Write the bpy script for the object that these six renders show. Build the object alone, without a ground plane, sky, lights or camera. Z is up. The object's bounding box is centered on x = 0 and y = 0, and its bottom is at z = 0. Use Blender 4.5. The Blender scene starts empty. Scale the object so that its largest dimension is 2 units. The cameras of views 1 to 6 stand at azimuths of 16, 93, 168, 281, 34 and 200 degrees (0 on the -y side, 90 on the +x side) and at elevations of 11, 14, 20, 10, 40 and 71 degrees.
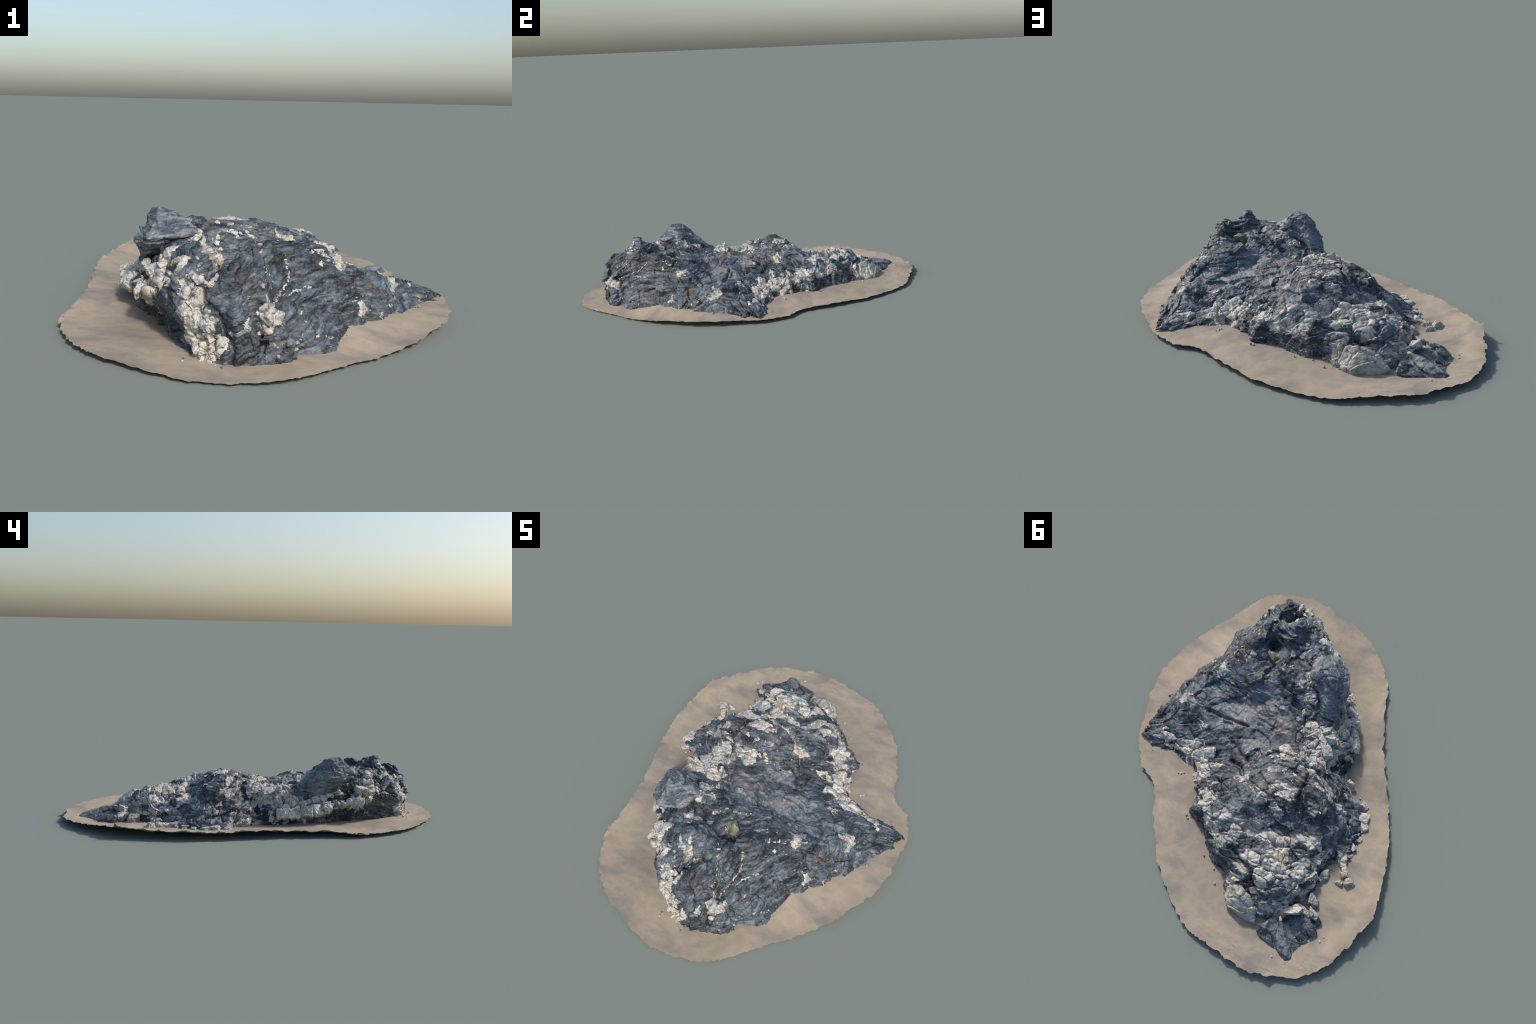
"""A low, craggy outcrop of folded blue-grey schist with cream quartz veins, standing in a
thin apron of beach sand.  Built from a sparse survey of the rock masses (interpolated to a
surface), hull-shaped boulders, fracture-cell and foliation relief, and loose quartz blocks."""
import math
import numpy as np
import bpy
import bmesh
from mathutils import Vector, Matrix
from mathutils.bvhtree import BVHTree

VOXEL = 0.0038
RNG = np.random.default_rng(11)

# ------------------------------------------------------------------ noise in numpy
def _hash(i, j, k, seed):
    h = (i * 374761393 + j * 668265263 + k * 2147483647 + seed * 974634773) & 0xFFFFFFFF
    h = ((h ^ (h >> 13)) * 1274126177) & 0xFFFFFFFF
    h = ((h ^ (h >> 16)) * 2246822519) & 0xFFFFFFFF
    return h ^ (h >> 15)


def rnd(i, j, k, seed):
    return _hash(i, j, k, seed) / 4294967295.0


def perlin(P, f=1.0, seed=0):
    q = P * f + seed * 7.31
    b = np.floor(q).astype(np.int64)
    t = q - b
    u = t * t * t * (t * (t * 6 - 15) + 10)
    out = np.zeros(len(P))
    for dx in (0, 1):
        for dy in (0, 1):
            for dz in (0, 1):
                h = _hash(b[:, 0] + dx, b[:, 1] + dy, b[:, 2] + dz, seed)
                a = (h & 0xFFFF) / 65535.0 * 2 * math.pi
                c = ((h >> 16) & 0xFFFF) / 65535.0 * 2 - 1
                s = np.sqrt(1 - c * c)
                g = (np.cos(a) * s * (t[:, 0] - dx) + np.sin(a) * s * (t[:, 1] - dy) + c * (t[:, 2] - dz))
                w = (u[:, 0] if dx else 1 - u[:, 0]) * (u[:, 1] if dy else 1 - u[:, 1]) * (u[:, 2] if dz else 1 - u[:, 2])
                out += w * g
    return out * 1.6


def fbm(P, f, octaves, seed=0, gain=0.5):
    out, a = np.zeros(len(P)), 1.0
    for o in range(octaves):
        out += a * perlin(P, f * 2 ** o, seed + o)
        a *= gain
    return out


def cells(P, f, seed=0):
    """Fracture cells: distance to the nearest and second seed, cell number, seed point."""
    q = P * f
    b = np.floor(q).astype(np.int64)
    n = len(P)
    f1, f2 = np.full(n, 9.0), np.full(n, 9.0)
    num, pt = np.zeros(n, np.int64), np.zeros((n, 3))
    for dx in (-1, 0, 1):
        for dy in (-1, 0, 1):
            for dz in (-1, 0, 1):
                i, j, k = b[:, 0] + dx, b[:, 1] + dy, b[:, 2] + dz
                c = np.stack([i + rnd(i, j, k, seed), j + rnd(i, j, k, seed + 1), k + rnd(i, j, k, seed + 2)], 1)
                d = np.sqrt(((q - c) ** 2).sum(1))
                near = d < f1
                f2 = np.where(near, f1, np.minimum(f2, d))
                f1 = np.where(near, d, f1)
                num = np.where(near, _hash(i, j, k, seed + 3), num)
                pt[near] = c[near]
    return f1, f2, num, pt / f


def smooth(a, b, x):
    t = np.clip((x - a) / (b - a), 0, 1)
    return t * t * (3 - 2 * t)


# ------------------------------------------------------------------ survey of the rock (metres)
CRAG = {
    "horn": [(.096, -.660, .352), (.10, -.685, .325), (.125, -.645, .325), (.06, -.63, .295), (.10, -.585, .292)],
    "crest": [(.226, -.646, .305), (.215, -.735, .300), (.06, -.715, .268), (.150, -.70, .180), (.132, -.750, .176), (.223, -.757, .280), (.271, -.533, .295), (.276, -.557, .262),
              (.295, -.542, .286), (.32, -.49, .268), (.37, -.435, .222), (.39, -.39, .215), (.447, -.326, .197), (.17, -.605, .285), (.215, -.59, .292), (.245, -.545, .288)],
    "brow": [(.004, -.658, .276), (.053, -.712, .258), (.03, -.722, .245), (-.043, -.591, .267), (.02, -.60, .277)],
    "face": [(.070, -.812, .170), (.121, -.848, .075), (.207, -.838, .145), (.094, -.860, .046), (.279, -.790, .126), (.315, -.778, .130),
             (.303, -.612, .208), (.291, -.712, .170), (.347, -.576, .178), (.175, -.838, .140), (.245, -.843, .112), (.22, -.823, .190), (.22, -.797, .228),
             (.225, -.770, .252), (.10, -.812, .192), (.28, -.772, .178), (.06, -.785, .212), (.02, -.765, .218), (.122, -.828, .160),
             (.26, -.69, .242), (.26, -.760, .205)],
    "foot": [(.181, -.842, .0), (.249, -.802, .0), (.345, -.757, .0), (.443, -.630, .01), (.480, -.470, .03), (.503, -.42, .032),
             (.41, -.60, .070), (.39, -.66, .065), (.43, -.50, .095), (.452, -.405, .132), (.36, -.70, .075), (.47, -.43, .095), (.09, -.845, .02)],
    "basin": [(.185, -.565, .198), (.205, -.545, .202), (.162, -.555, .240), (.166, -.47, .245), (.20, -.51, .238), (.25, -.44, .255),
              (.139, -.370, .256), (.127, -.432, .284), (.105, -.462, .280), (.155, -.42, .250), (.075, -.465, .258), (.22, -.35, .243), (.32, -.37, .237), (.265, -.222, .160), (.20, -.215, .175), (.30, -.215, .158),
              (.44, -.270, .160), (.36, -.240, .168), (.345, -.215, .166), (.132, -.265, .193), (.30, -.290, .203), (.25, -.298, .222), (.38, -.315, .200),
              (.19, -.30, .232), (.33, -.27, .180)],
    "west_wall": [(-.050, -.640, .258), (-.095, -.628, .200), (-.020, -.690, .215), (-.05, -.675, .190), (-.170, -.530, .145), (-.14, -.565, .175),
                  (-.11, -.60, .195), (-.238, -.497, .128), (-.165, -.590, .135), (-.205, -.530, .130), (-.205, -.50, .145),
                  (-.25, -.45, .135), (-.26, -.36, .122), (-.0, -.75, .175), (.04, -.80, .150), (-.09, -.67, .145), (-.095, -.575, .245)],
    "under_head": [(-.14, -.45, .265), (-.13, -.53, .245), (-.026, -.42, .268), (-.091, -.272, .207), (-.10, -.36, .248), (-.19, -.36, .235),
                   (.0, -.50, .272), (.03, -.36, .245), (.06, -.27, .215)],
}
SADDLE = {
    "floor": [(-.039, -.144, .205), (-.044, -.174, .206), (.06, -.15, .182), (.08, -.21, .208), (.15, -.10, .174), (.0, -.06, .198), (-.05, -.07, .205), (.02, -.10, .195),
              (.10, -.01, .180), (.20, .0, .154), (.20, -.15, .168), (.32, -.12, .154), (.32, .0, .134), (.36, -.18, .156)],
    "ledge": [(.461, -.208, .160), (.497, -.196, .153), (.49, -.314, .130), (.528, -.36, .076), (.555, -.27, .090), (.473, -.10, .150), (.42, -.14, .163), (.47, -.28, .150), (.54, .0, .100),
              (.572, -.05, .085), (.55, -.18, .112), (.60, -.09, .072), (.645, .01, .058), (.642, .075, .056), (.640, -.06, .054),
              (.620, -.03, .045), (.50, .08, .080), (.586, .125, .030), (.57, .06, .07), (.46, .0, .098), (.443, .072, .082)],
    "ledge_foot": [(.568, -.297, .035), (.622, -.185, .035), (.680, -.09, .03), (.690, .01, .025), (.672, .11, .02),
                   (.585, .145, .008), (.496, .115, .008), (.442, .188, .008)],
    "blocks": [(.244, .103, .137), (.27, .085, .125), (.352, .067, .114), (.38, .11, .075), (.34, .16, .072),
               (.25, .17, .150), (.298, .15, .128), (.21, .13, .150)],
}
HUMP = {
    "top": [(.036, .099, .212), (-.043, .29, .205), (-.058, .169, .243), (-.046, .156, .245), (-.10, .051, .238), (.0, .025, .220), (.07, .035, .187), (-.15, .188, .247),
            (-.145, .217, .242), (-.20, .284, .185), (-.10, .12, .254), (-.214, .045, .240), (-.265, -.014, .200), (-.187, -.04, .205), (-.20, .12, .250), (-.05, .215, .240), (-.07, .245, .215),
            (.016, .25, .220), (.088, .25, .203), (.076, .252, .203), (.169, .20, .178), (.110, .122, .180), (.16, .10, .155),
            (-.05, .32, .180), (-.15, .30, .170), (-.19, .30, .155), (-.03, .37, .155)],
    "east": [(.135, .371, .172), (.076, .394, .172), (.18, .40, .138), (.163, .427, .125), (.20, .365, .132), (.237, .386, .120), (.273, .383, .080), (.211, .428, .058),
             (.20, .28, .145), (.25, .28, .108), (.27, .24, .112), (.14, .46, .10), (.08, .50, .115), (.03, .55, .09), (.055, .52, .125)],
    "east_foot": [(.312, .306, .0), (.265, .41, .0), (.192, .485, .0), (.125, .575, .0), (.049, .603, .0),
                  (.012, .66, .0), (-.05, .73, .0)],
    "north": [(-.071, .391, .148), (-.03, .42, .148), (-.06, .457, .135), (-.122, .352, .184), (-.20, .374, .165), (-.25, .35, .140), (-.20, .485, .165),
              (-.218, .478, .162), (-.20, .607, .130), (-.14, .60, .12), (-.10, .50, .150), (-.136, .455, .145), (-.115, .42, .150), (-.264, .55, .162), (-.246, .690, .065), (.02, .44, .17),
              (-.326, .565, .122), (-.36, .57, .095), (-.41, .49, .055), (-.25, .635, .122), (-.30, .64, .105), (-.345, .41, .118), (-.05, .60, .11), (-.287, .420, .118), (-.29, .50, .135), (-.0, .48, .15)],
    "north_foot": [(-.20, .74, .0), (-.29, .69, .0), (-.36, .62, .0), (-.42, .55, .0), (-.43, .47, .0)],
    "west": [(-.192, -.210, .195), (-.244, -.173, .174), (-.24, -.092, .170), (-.335, -.14, .098), (-.30, -.14, .128), (-.26, -.25, .188), (-.235, -.30, .192), (-.355, -.20, .110), (-.376, -.233, .085),
             (-.296, -.25, .166), (-.25, -.17, .185), (-.30, -.18, .150), (-.225, -.36, .200), (-.262, .05, .232), (-.285, .04, .215), (-.29, -.01, .160), (-.331, .06, .180), (-.365, .055, .140),
             (-.350, .12, .200), (-.395, .09, .105), (-.390, .16, .165), (-.44, .12, .085), (-.30, .14, .245), (-.325, .168, .232), (-.26, .15, .248), (-.245, .215, .200), (-.36, .18, .180),
             (-.405, .20, .140), (-.29, .285, .128), (-.31, .31, .118), (-.345, .34, .128), (-.393, .271, .100), (-.33, -.05, .120), (-.38, .0, .105), (-.414, .451, .058),
             (-.385, .345, .098), (-.40, .44, .085), (-.30, -.14, .150), (-.345, -.41, .115), (-.325, -.46, .12)],
    "west_foot": [(-.44, -.02, .02), (-.50, .04, .03), (-.545, .10, .028), (-.555, .17, .022), (-.56, .25, .022),
                  (-.51, .15, .05), (-.50, .25, .045), (-.55, .32, .022), (-.47, .36, .022), (-.44, .40, .02)],
}
ROCK_PLAN = [(.09, -.862), (.14, -.872), (.19, -.868), (.255, -.834), (.35, -.765), (.452, -.635), (.49, -.475), (.515, -.42), (.575, -.30),
             (.63, -.185), (.650, -.085), (.656, .01), (.645, .09), (.59, .152), (.496, .122), (.45, .195), (.37, .23),
             (.318, .31), (.27, .415), (.198, .492), (.13, .58), (.055, .61), (.018, .665), (-.05, .735), (-.20, .75),
             (-.29, .71), (-.37, .66), (-.43, .56), (-.44, .47), (-.45, .41), (-.50, .385), (-.56, .36), (-.575, .28),
             (-.56, .16), (-.545, .08), (-.50, .03), (-.44, -.03), (-.39, -.10), (-.375, -.17), (-.385, -.24), (-.335, -.36),
(-.290, -.443), (-.246, -.497), (-.203, -.540), (-.168, -.595), (-.133, -.638), (-.085, -.687), (-.006, -.768), (.045, -.818)]

TAIL_ROCKS = {
    "lobe": [(-.235, .80, .030), (-.25, .775, .046), (-.30, .78, .052), (-.31, .82, .034), (-.26, .826, .020), (-.34, .845, .022)],
    "spine": [(-.32, .70, .066), (-.345, .74, .062), (-.373, .787, .060), (-.40, .84, .040), (-.42, .897, .012), (-.435, .87, .014), (-.385, .87, .014),
              (-.335, .815, .034), (-.41, .80, .030)],
    "knuckle": [(-.372, .622, .066), (-.41, .630, .076), (-.395, .665, .090), (-.36, .670, .076), (-.315, .69, .064), (-.33, .66, .05)],
    "finger": [(-.43, .60, .064), (-.47, .62, .048), (-.512, .655, .030), (-.503, .680, .024), (-.45, .645, .056)],
    "toe": [(-.46, .67, .050), (-.50, .69, .046), (-.518, .72, .030), (-.48, .738, .036), (-.45, .71, .046)],
    "chip": [(-.435, .735, .032), (-.465, .785, .016), (-.49, .765, .018), (-.42, .76, .036)],
    "pad": [(-.245, .79, .022), (-.30, .69, .040), (-.38, .61, .045), (-.48, .64, .032), (-.505, .71, .022), (-.455, .785, .018), (-.415, .875, .010),
            (-.33, .845, .014), (-.40, .72, .026)],
    "bridge": [(-.29, .66, .07), (-.25, .69, .05), (-.31, .70, .055), (-.34, .64, .07)],
}
TAIL_PLAN = [(-.22, .755), (-.228, .82), (-.34, .868), (-.405, .905), (-.428, .905), (-.44, .845), (-.51, .795), (-.53, .745),
             (-.535, .69), (-.53, .635), (-.455, .578), (-.38, .595), (-.30, .675)]

SAND_RIM = [(.37, -.935, .014), (.43, -.86, .012), (.50, -.755, .011), (.60, -.612, .012), (.685, -.445, .028),
            (.735, -.272, .036), (.731, -.098, .033), (.690, .108, .024), (.627, .225, .020), (.525, .312, .020),
            (.452, .465, .026), (.363, .635, .021), (.270, .749, .019), (.178, .846, .016), (.051, .928, .020),
            (-.067, .958, .026), (-.176, .989, .028), (-.294, .999, .027), (-.496, .945, .023), (-.62, .838, .033),
            (-.695, .690, .044), (-.744, .545, .054), (-.737, .378, .047), (-.704, .190, .044), (-.661, .054, .038),
            (-.596, -.105, .042), (-.522, -.28, .037), (-.45, -.52, .032), (-.424, -.645, .020), (-.335, -.776, .019),
            (-.225, -.878, .018), (-.130, -.925, .017), (.022, -.978, .013), (.147, -1.0, .008), (.26, -.975, .007)]
SAND_INNER = [(.2, -.92, .006), (.18, -.845, .005), (.25, -.80, .008), (.07, -.82, .008), (.42, -.72, .013), (.44, -.63, .022), (.475, -.47, .047), (.50, -.42, .044),
              (.563, -.30, .047), (.54, -.50, .028), (.62, -.33, .040), (.65, -.17, .042), (.66, -.08, .043), (.69, .0, .034), (.68, .06, .030), (.62, .14, .028),
              (.50, .17, .034), (.42, .26, .048), (.33, .36, .049), (.225, .50, .050), (.40, .40, .038), (.30, .55, .034), (.15, .63, .034),
              (.05, .62, .030), (.0, .77, .017), (-.2, .82, .016), (-.42, .93, .014), (-.58, .72, .020), (-.60, .45, .024), (-.66, .35, .030),
              (-.64, .18, .030), (-.60, .06, .030), (-.57, .10, .028), (-.52, -.10, .032), (-.40, -.16, .028), (-.46, -.27, .030), (-.40, -.50, .018),
              (-.36, -.30, .032), (-.28, -.40, .026), (-.22, -.485, .017), (-.06, -.68, .011), (.06, -.90, .008), (.0, 0, .010), (0, .4, .010), (.1, -.4, .010)]

# quartz-rich zones: centre, radii, how much of the rock there is quartz
QUARTZ = [((.140, -.845, .080), (.090, .06, .085), 0.99), ((.110, -.790, .180), (.075, .06, .085), 0.90),
          ((.285, -.785, .120), (.065, .06, .045), 0.68), ((-.09, -.640, .205), (.11, .08, .075), 0.90),
          ((.0, -.720, .225), (.055, .06, .055), 0.86), ((-.185, -.560, .130), (.11, .09, .085), 0.86),
          ((-.33, -.330, .120), (.10, .19, .09), 1.03), ((-.25, -.160, .165), (.15, .12, .10), 1.07),
          ((-.075, -.360, .255), (.05, .10, .05), 0.86), ((-.46, .100, .070), (.13, .20, .10), 0.82),
          ((-.50, .270, .035), (.13, .16, .06), 0.95), ((.22, .190, .150), (.13, .11, .09), 1.18),
          ((.26, .290, .110), (.11, .13, .10), 1.05), ((.32, .100, .115), (.11, .08, .06), 0.86),
          ((-.22, .440, .165), (.20, .18, .11), 0.82), ((-.08, .180, .255), (.14, .07, .06), 0.73),
          ((-.32, .570, .090), (.14, .13, .09), 0.73), ((.08, .400, .180), (.15, .12, .08), 0.69),
          ((-.30, .240, .160), (.10, .14, .08), 0.69), ((-.12, .620, .110), (.16, .14, .09), 0.73),
          ((-.42, .640, .060), (.13, .10, .08), 0.73), ((-.05, -.545, .280), (.09, .05, .035), 0.73),
          ((-.16, .020, .215), (.14, .10, .06), 0.60), ((-.48, .720, .040), (.08, .09, .06), 0.60)]
BARE = [((-.36, .075, .150), (.085, .075, .075)), ((-.17, .215, .235), (.05, .10, .05)), ((.06, .50, .07), (.11, .14, .08)),
        ((.02, .09, .225), (.12, .07, .05)), ((-.37, .80, .045), (.13, .09, .07))]


def zone_value(P):
    v = np.zeros(len(P))
    for c, r, s in QUARTZ:
        d = np.sqrt((((P - np.array(c)) / np.array(r)) ** 2).sum(1))
        v = np.maximum(v, s * (1 - smooth(.55, 1.45, d)))
    for c, r in BARE:
        d = np.sqrt((((P - np.array(c)) / np.array(r)) ** 2).sum(1))
        v = v * smooth(.6, 1.3, d)
    return v


# ------------------------------------------------------------------ geometry helpers
def inside(P, poly):
    poly = np.array(poly)
    a, b = poly, np.roll(poly, -1, 0)
    hit = np.zeros(len(P), bool)
    for (x0, y0), (x1, y1) in zip(a, b):
        cross = ((y0 > P[:, 1]) != (y1 > P[:, 1])) & (P[:, 0] < (x1 - x0) * (P[:, 1] - y0) / (y1 - y0 + 1e-12) + x0)
        hit ^= cross
    return hit


def edge_distance(P, poly):
    poly = np.array(poly)
    d = np.full(len(P), 9.0)
    for a, b in zip(poly, np.roll(poly, -1, 0)):
        ab = b - a
        t = np.clip(((P - a) @ ab) / (ab @ ab), 0, 1)
        d = np.minimum(d, np.linalg.norm(P - (a + t[:, None] * ab), axis=1))
    return d


def closed_spline(points, per=10):
    p = np.array(points, float)
    p0, p1, p2, p3 = np.roll(p, 1, 0), p, np.roll(p, -1, 0), np.roll(p, -2, 0)
    out = []
    for i in range(len(p)):
        for t in np.arange(per) / per:
            out.append(.5 * (2 * p1[i] + (p2[i] - p0[i]) * t + (2 * p0[i] - 5 * p1[i] + 4 * p2[i] - p3[i]) * t ** 2
                             + (3 * p1[i] - p0[i] - 3 * p2[i] + p3[i]) * t ** 3))
    return np.array(out)


class Survey:
    """A surface through scattered survey points (radial basis, nearly conical kernel)."""

    def __init__(self, points, soft=.018, ridge=.002):
        p = np.array(points, float)
        self.c, self.soft = p[:, :2], soft
        n = len(p)
        A = np.zeros((n + 3, n + 3))
        A[:n, :n] = self.kernel(self.c) - ridge * np.eye(n)
        A[:n, n], A[:n, n + 1:n + 3] = 1, self.c
        A[n:, :n] = A[:n, n:].T
        self.w = np.linalg.solve(A, np.r_[p[:, 2], 0, 0, 0])

    def kernel(self, q):
        return np.sqrt(((q[:, None] - self.c[None]) ** 2).sum(2) + self.soft ** 2)

    def __call__(self, q):
        out = np.empty(len(q))
        for s in range(0, len(q), 20000):
            k = q[s:s + 20000]
            out[s:s + 20000] = self.kernel(k) @ self.w[:-3] + self.w[-3] + k @ self.w[-2:]
        return out


def solid_from_survey(survey, plan, step=.006, floor=-.03):
    plan = np.array(plan)
    lo, hi = plan.min(0) - step, plan.max(0) + step
    nx, ny = ((hi - lo) / step).astype(int) + 2
    gx, gy = np.meshgrid(lo[0] + np.arange(nx) * step, lo[1] + np.arange(ny) * step, indexing="ij")
    G = np.stack([gx.ravel(), gy.ravel()], 1)
    keep = inside(G, plan).reshape(nx, ny)
    H = survey(G).reshape(nx, ny)
    H = np.maximum(H, -.012)
    cell = keep[:-1, :-1] & keep[1:, :-1] & keep[:-1, 1:] & keep[1:, 1:]
    idx = lambda i, j, top: (i * ny + j) * 2 + top
    verts = np.empty((nx * ny * 2, 3))
    verts[0::2] = np.c_[G, np.full(len(G), floor)]
    verts[1::2] = np.c_[G, H.ravel()]
    faces = []
    for i, j in zip(*np.nonzero(cell)):
        faces.append((idx(i, j, 1), idx(i + 1, j, 1), idx(i + 1, j + 1, 1), idx(i, j + 1, 1)))
        faces.append((idx(i, j, 0), idx(i, j + 1, 0), idx(i + 1, j + 1, 0), idx(i + 1, j, 0)))
        for di, dj, a, b in ((-1, 0, (0, 1), (0, 0)), (1, 0, (1, 0), (1, 1)), (0, -1, (0, 0), (1, 0)), (0, 1, (1, 1), (0, 1))):
            u, v = i + di, j + dj
            if not (0 <= u < nx - 1 and 0 <= v < ny - 1 and cell[u, v]):
                p, q = (i + a[0], j + a[1]), (i + b[0], j + b[1])
                faces.append((idx(*p, 1), idx(*p, 0), idx(*q, 0), idx(*q, 1)))
    used = np.unique(np.array(faces).ravel())
    remap = np.full(len(verts), -1)
    remap[used] = np.arange(len(used))
    return verts[used], [tuple(remap[list(f)]) for f in faces]


def hull(points):
    bm = bmesh.new()
    for p in points:
        bm.verts.new(p)
    out = bmesh.ops.convex_hull(bm, input=bm.verts)
    dead = list({e for e in out["geom_interior"] + out["geom_unused"] if isinstance(e, bmesh.types.BMVert)})
    bmesh.ops.delete(bm, geom=dead, context="VERTS")
    bm.verts.index_update()
    v = np.array([x.co[:] for x in bm.verts])
    f = [tuple(y.index for y in x.verts) for x in bm.faces]
    bm.free()
    return v, f


def voxelised(solids, voxel=VOXEL):
    """Union of closed solids, resurfaced with even quads."""
    V, F, n = [], [], 0
    for v, f in solids:
        V.append(v)
        F += [tuple(i + n for i in p) for p in f]
        n += len(v)
    me = bpy.data.meshes.new("work")
    me.from_pydata(np.vstack(V).tolist(), [], F)
    ob = bpy.data.objects.new("work", me)
    bpy.context.scene.collection.objects.link(ob)
    m = ob.modifiers.new("r", "REMESH")
    m.mode, m.voxel_size, m.adaptivity = "VOXEL", voxel, 0
    ev = ob.evaluated_get(bpy.context.evaluated_depsgraph_get())
    out = ev.to_mesh()
    v = np.empty(len(out.vertices) * 3)
    out.vertices.foreach_get("co", v)
    loops = np.empty(len(out.loops), np.int64)
    out.loops.foreach_get("vertex_index", loops)
    size = np.empty(len(out.polygons), np.int64)
    out.polygons.foreach_get("loop_total", size)
    quads = loops.reshape(-1, 4) if (size == 4).all() else None
    ev.to_mesh_clear()
    bpy.data.objects.remove(ob)
    bpy.data.meshes.remove(me)
    assert quads is not None
    return v.reshape(-1, 3), quads


def vertex_normals(V, Q):
    d = np.cross(V[Q[:, 2]] - V[Q[:, 0]], V[Q[:, 3]] - V[Q[:, 1]])
    N = np.zeros_like(V)
    for k in range(4):
        for a in range(3):
            N[:, a] += np.bincount(Q[:, k], d[:, a], len(V))
    return N / (np.linalg.norm(N, axis=1, keepdims=True) + 1e-12)


def relax(V, Q, steps=2, factor=.5):
    for _ in range(steps):
        S, C = np.zeros_like(V), np.zeros(len(V))
        for k in range(4):
            for m in (1, 3):
                a, b = Q[:, k], Q[:, (k + m) % 4]
                C += np.bincount(a, minlength=len(V))
                for x in range(3):
                    S[:, x] += np.bincount(a, V[b, x], len(V))
        V = V + factor * (S / np.maximum(C, 1)[:, None] - V)
    return V


def foliation(P, wave=1.0):
    """Layer coordinate of the schist: an arched fold in the crag, nearly flat and waving behind."""
    warp = wave * .022 * fbm(P, 4.5, 2, 41)
    arch = P[:, 2] + 1.15 * (P[:, 1] + .50) ** 2 - .10 * P[:, 0]
    flat = .92 * P[:, 2] + .22 * P[:, 1] - .12 * P[:, 0]
    w = smooth(-.12, -.36, P[:, 1])
    return w * arch + (1 - w) * flat + warp


def layer_normal(P):
    e, g = .004, []
    for k in range(3):
        o = np.zeros(3)
        o[k] = e
        g.append(foliation(P + o, .6) - foliation(P - o, .6))
    g = np.stack(g, 1)
    return g / np.linalg.norm(g, axis=1, keepdims=True)


def saw(x, seed):
    """Irregular ledges: a sawtooth whose teeth differ in height."""
    k = np.floor(x).astype(np.int64)
    t = x - k
    return (rnd(k, k * 0, k * 0, seed) - .4) * (t ** 1.5) + .3 * rnd(k, k * 0 + 3, k * 0, seed)


def facet(P, f, seed, tilt):
    """Broken blocks: every fracture cell is a tilted plane; joints between them are open cracks."""
    S = np.stack([1 - .45 * smooth(-.10, .15, P[:, 1]), np.ones(len(P)), 1 + .25 * smooth(-.10, .15, P[:, 1])], 1)
    P = P * S
    W = P + .020 * np.stack([perlin(P, 14, seed + s) for s in (5, 6, 7)], 1) * (8 / f) ** .5
    f1, f2, num, pt = cells(W, f, seed)
    a, b = (num & 0xFFF) / 4095. * 2 * math.pi, ((num >> 12) & 0xFFF) / 4095. * 2 - 1
    s = np.sqrt(1 - b * b)
    d = np.stack([np.cos(a) * s, np.sin(a) * s, b], 1)
    step = ((num >> 20) & 0xFFF) / 4095. - .5
    return tilt * (((W - pt) * d).sum(1) * .55 + step * .35 / f), f1, f2, num, pt


# open joints and overhung creases: path, depth, half width, whether to measure in plan
CREASES = [([(.33, -.60, .075), (.36, -.572, .078), (.40, -.52, .088), (.446, -.45, .105), (.475, -.39, .118)], .024, .011, False),
           ([(.30, -.70, .14), (.35, -.62, .135), (.40, -.53, .15), (.44, -.43, .16)], .014, .010, False),
           ([(.205, -.68, .27), (.225, -.705, .23), (.235, -.73, .19), (.23, -.76, .16)], .034, .014, False),
           ([(.14, -.69, .23), (.15, -.74, .21), (.16, -.775, .19)], .018, .014, False),
           ([(.46, -.43, .04), (.455, -.395, .09), (.45, -.36, .15), (.44, -.30, .17)], .020, .010, False),
           ([(-.27, -.06, .16), (-.33, -.075, .11), (-.38, -.08, .05)], .035, .020, False),
           ([(-.217, .041, 0), (-.214, .157, 0), (-.207, .283, 0)], .022, .012, True), ([(.018, .324, 0), (-.018, .353, 0), (-.09, .365, 0)], .020, .015, True),
           ([(.178, .079, 0), (.125, .10, 0), (.08, .168, 0), (.0, .213, 0)], .022, .012, True), ([(.387, -.122, 0), (.29, -.113, 0), (.176, -.11, 0)], .020, .009, True),
           ([(.514, -.109, 0), (.476, -.019, 0), (.414, .032, 0)], .020, .010, True), ([(.34, -.20, 0), (.25, -.03, 0), (.10, .06, 0)], .012, .009, True),
           ([(-.07, -.19, 0), (.02, -.27, 0), (.07, -.36, 0)], .020, .012, True), ([(-.33, .30, .14), (-.36, .24, .13), (-.42, .20, .09)], .02, .012, False),
           ([(.0, .50, 0), (-.10, .56, 0), (-.17, .66, 0)], .018, .011, True), ([(-.17, .40, 0), (-.24, .47, 0), (-.30, .50, 0)], .018, .011, True)]


def creases(P):
    W = P + .010 * np.stack([perlin(P, 13, 71 + k) for k in range(3)], 1)
    out = np.zeros(len(P))
    for path, depth, width, plan in CREASES:
        path = np.array(path, float)
        A, X = (path[:, :2], W[:, :2]) if plan else (path, W)
        d = np.full(len(P), 9.0)
        for a, b in zip(A[:-1], A[1:]):
            t = np.clip(((X - a) @ (b - a)) / ((b - a) @ (b - a)), 0, 1)
            d = np.minimum(d, np.linalg.norm(X - (a + t[:, None] * (b - a)), axis=1))
        out -= depth * np.exp(-(d / width) ** 2)
    return out


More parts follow.
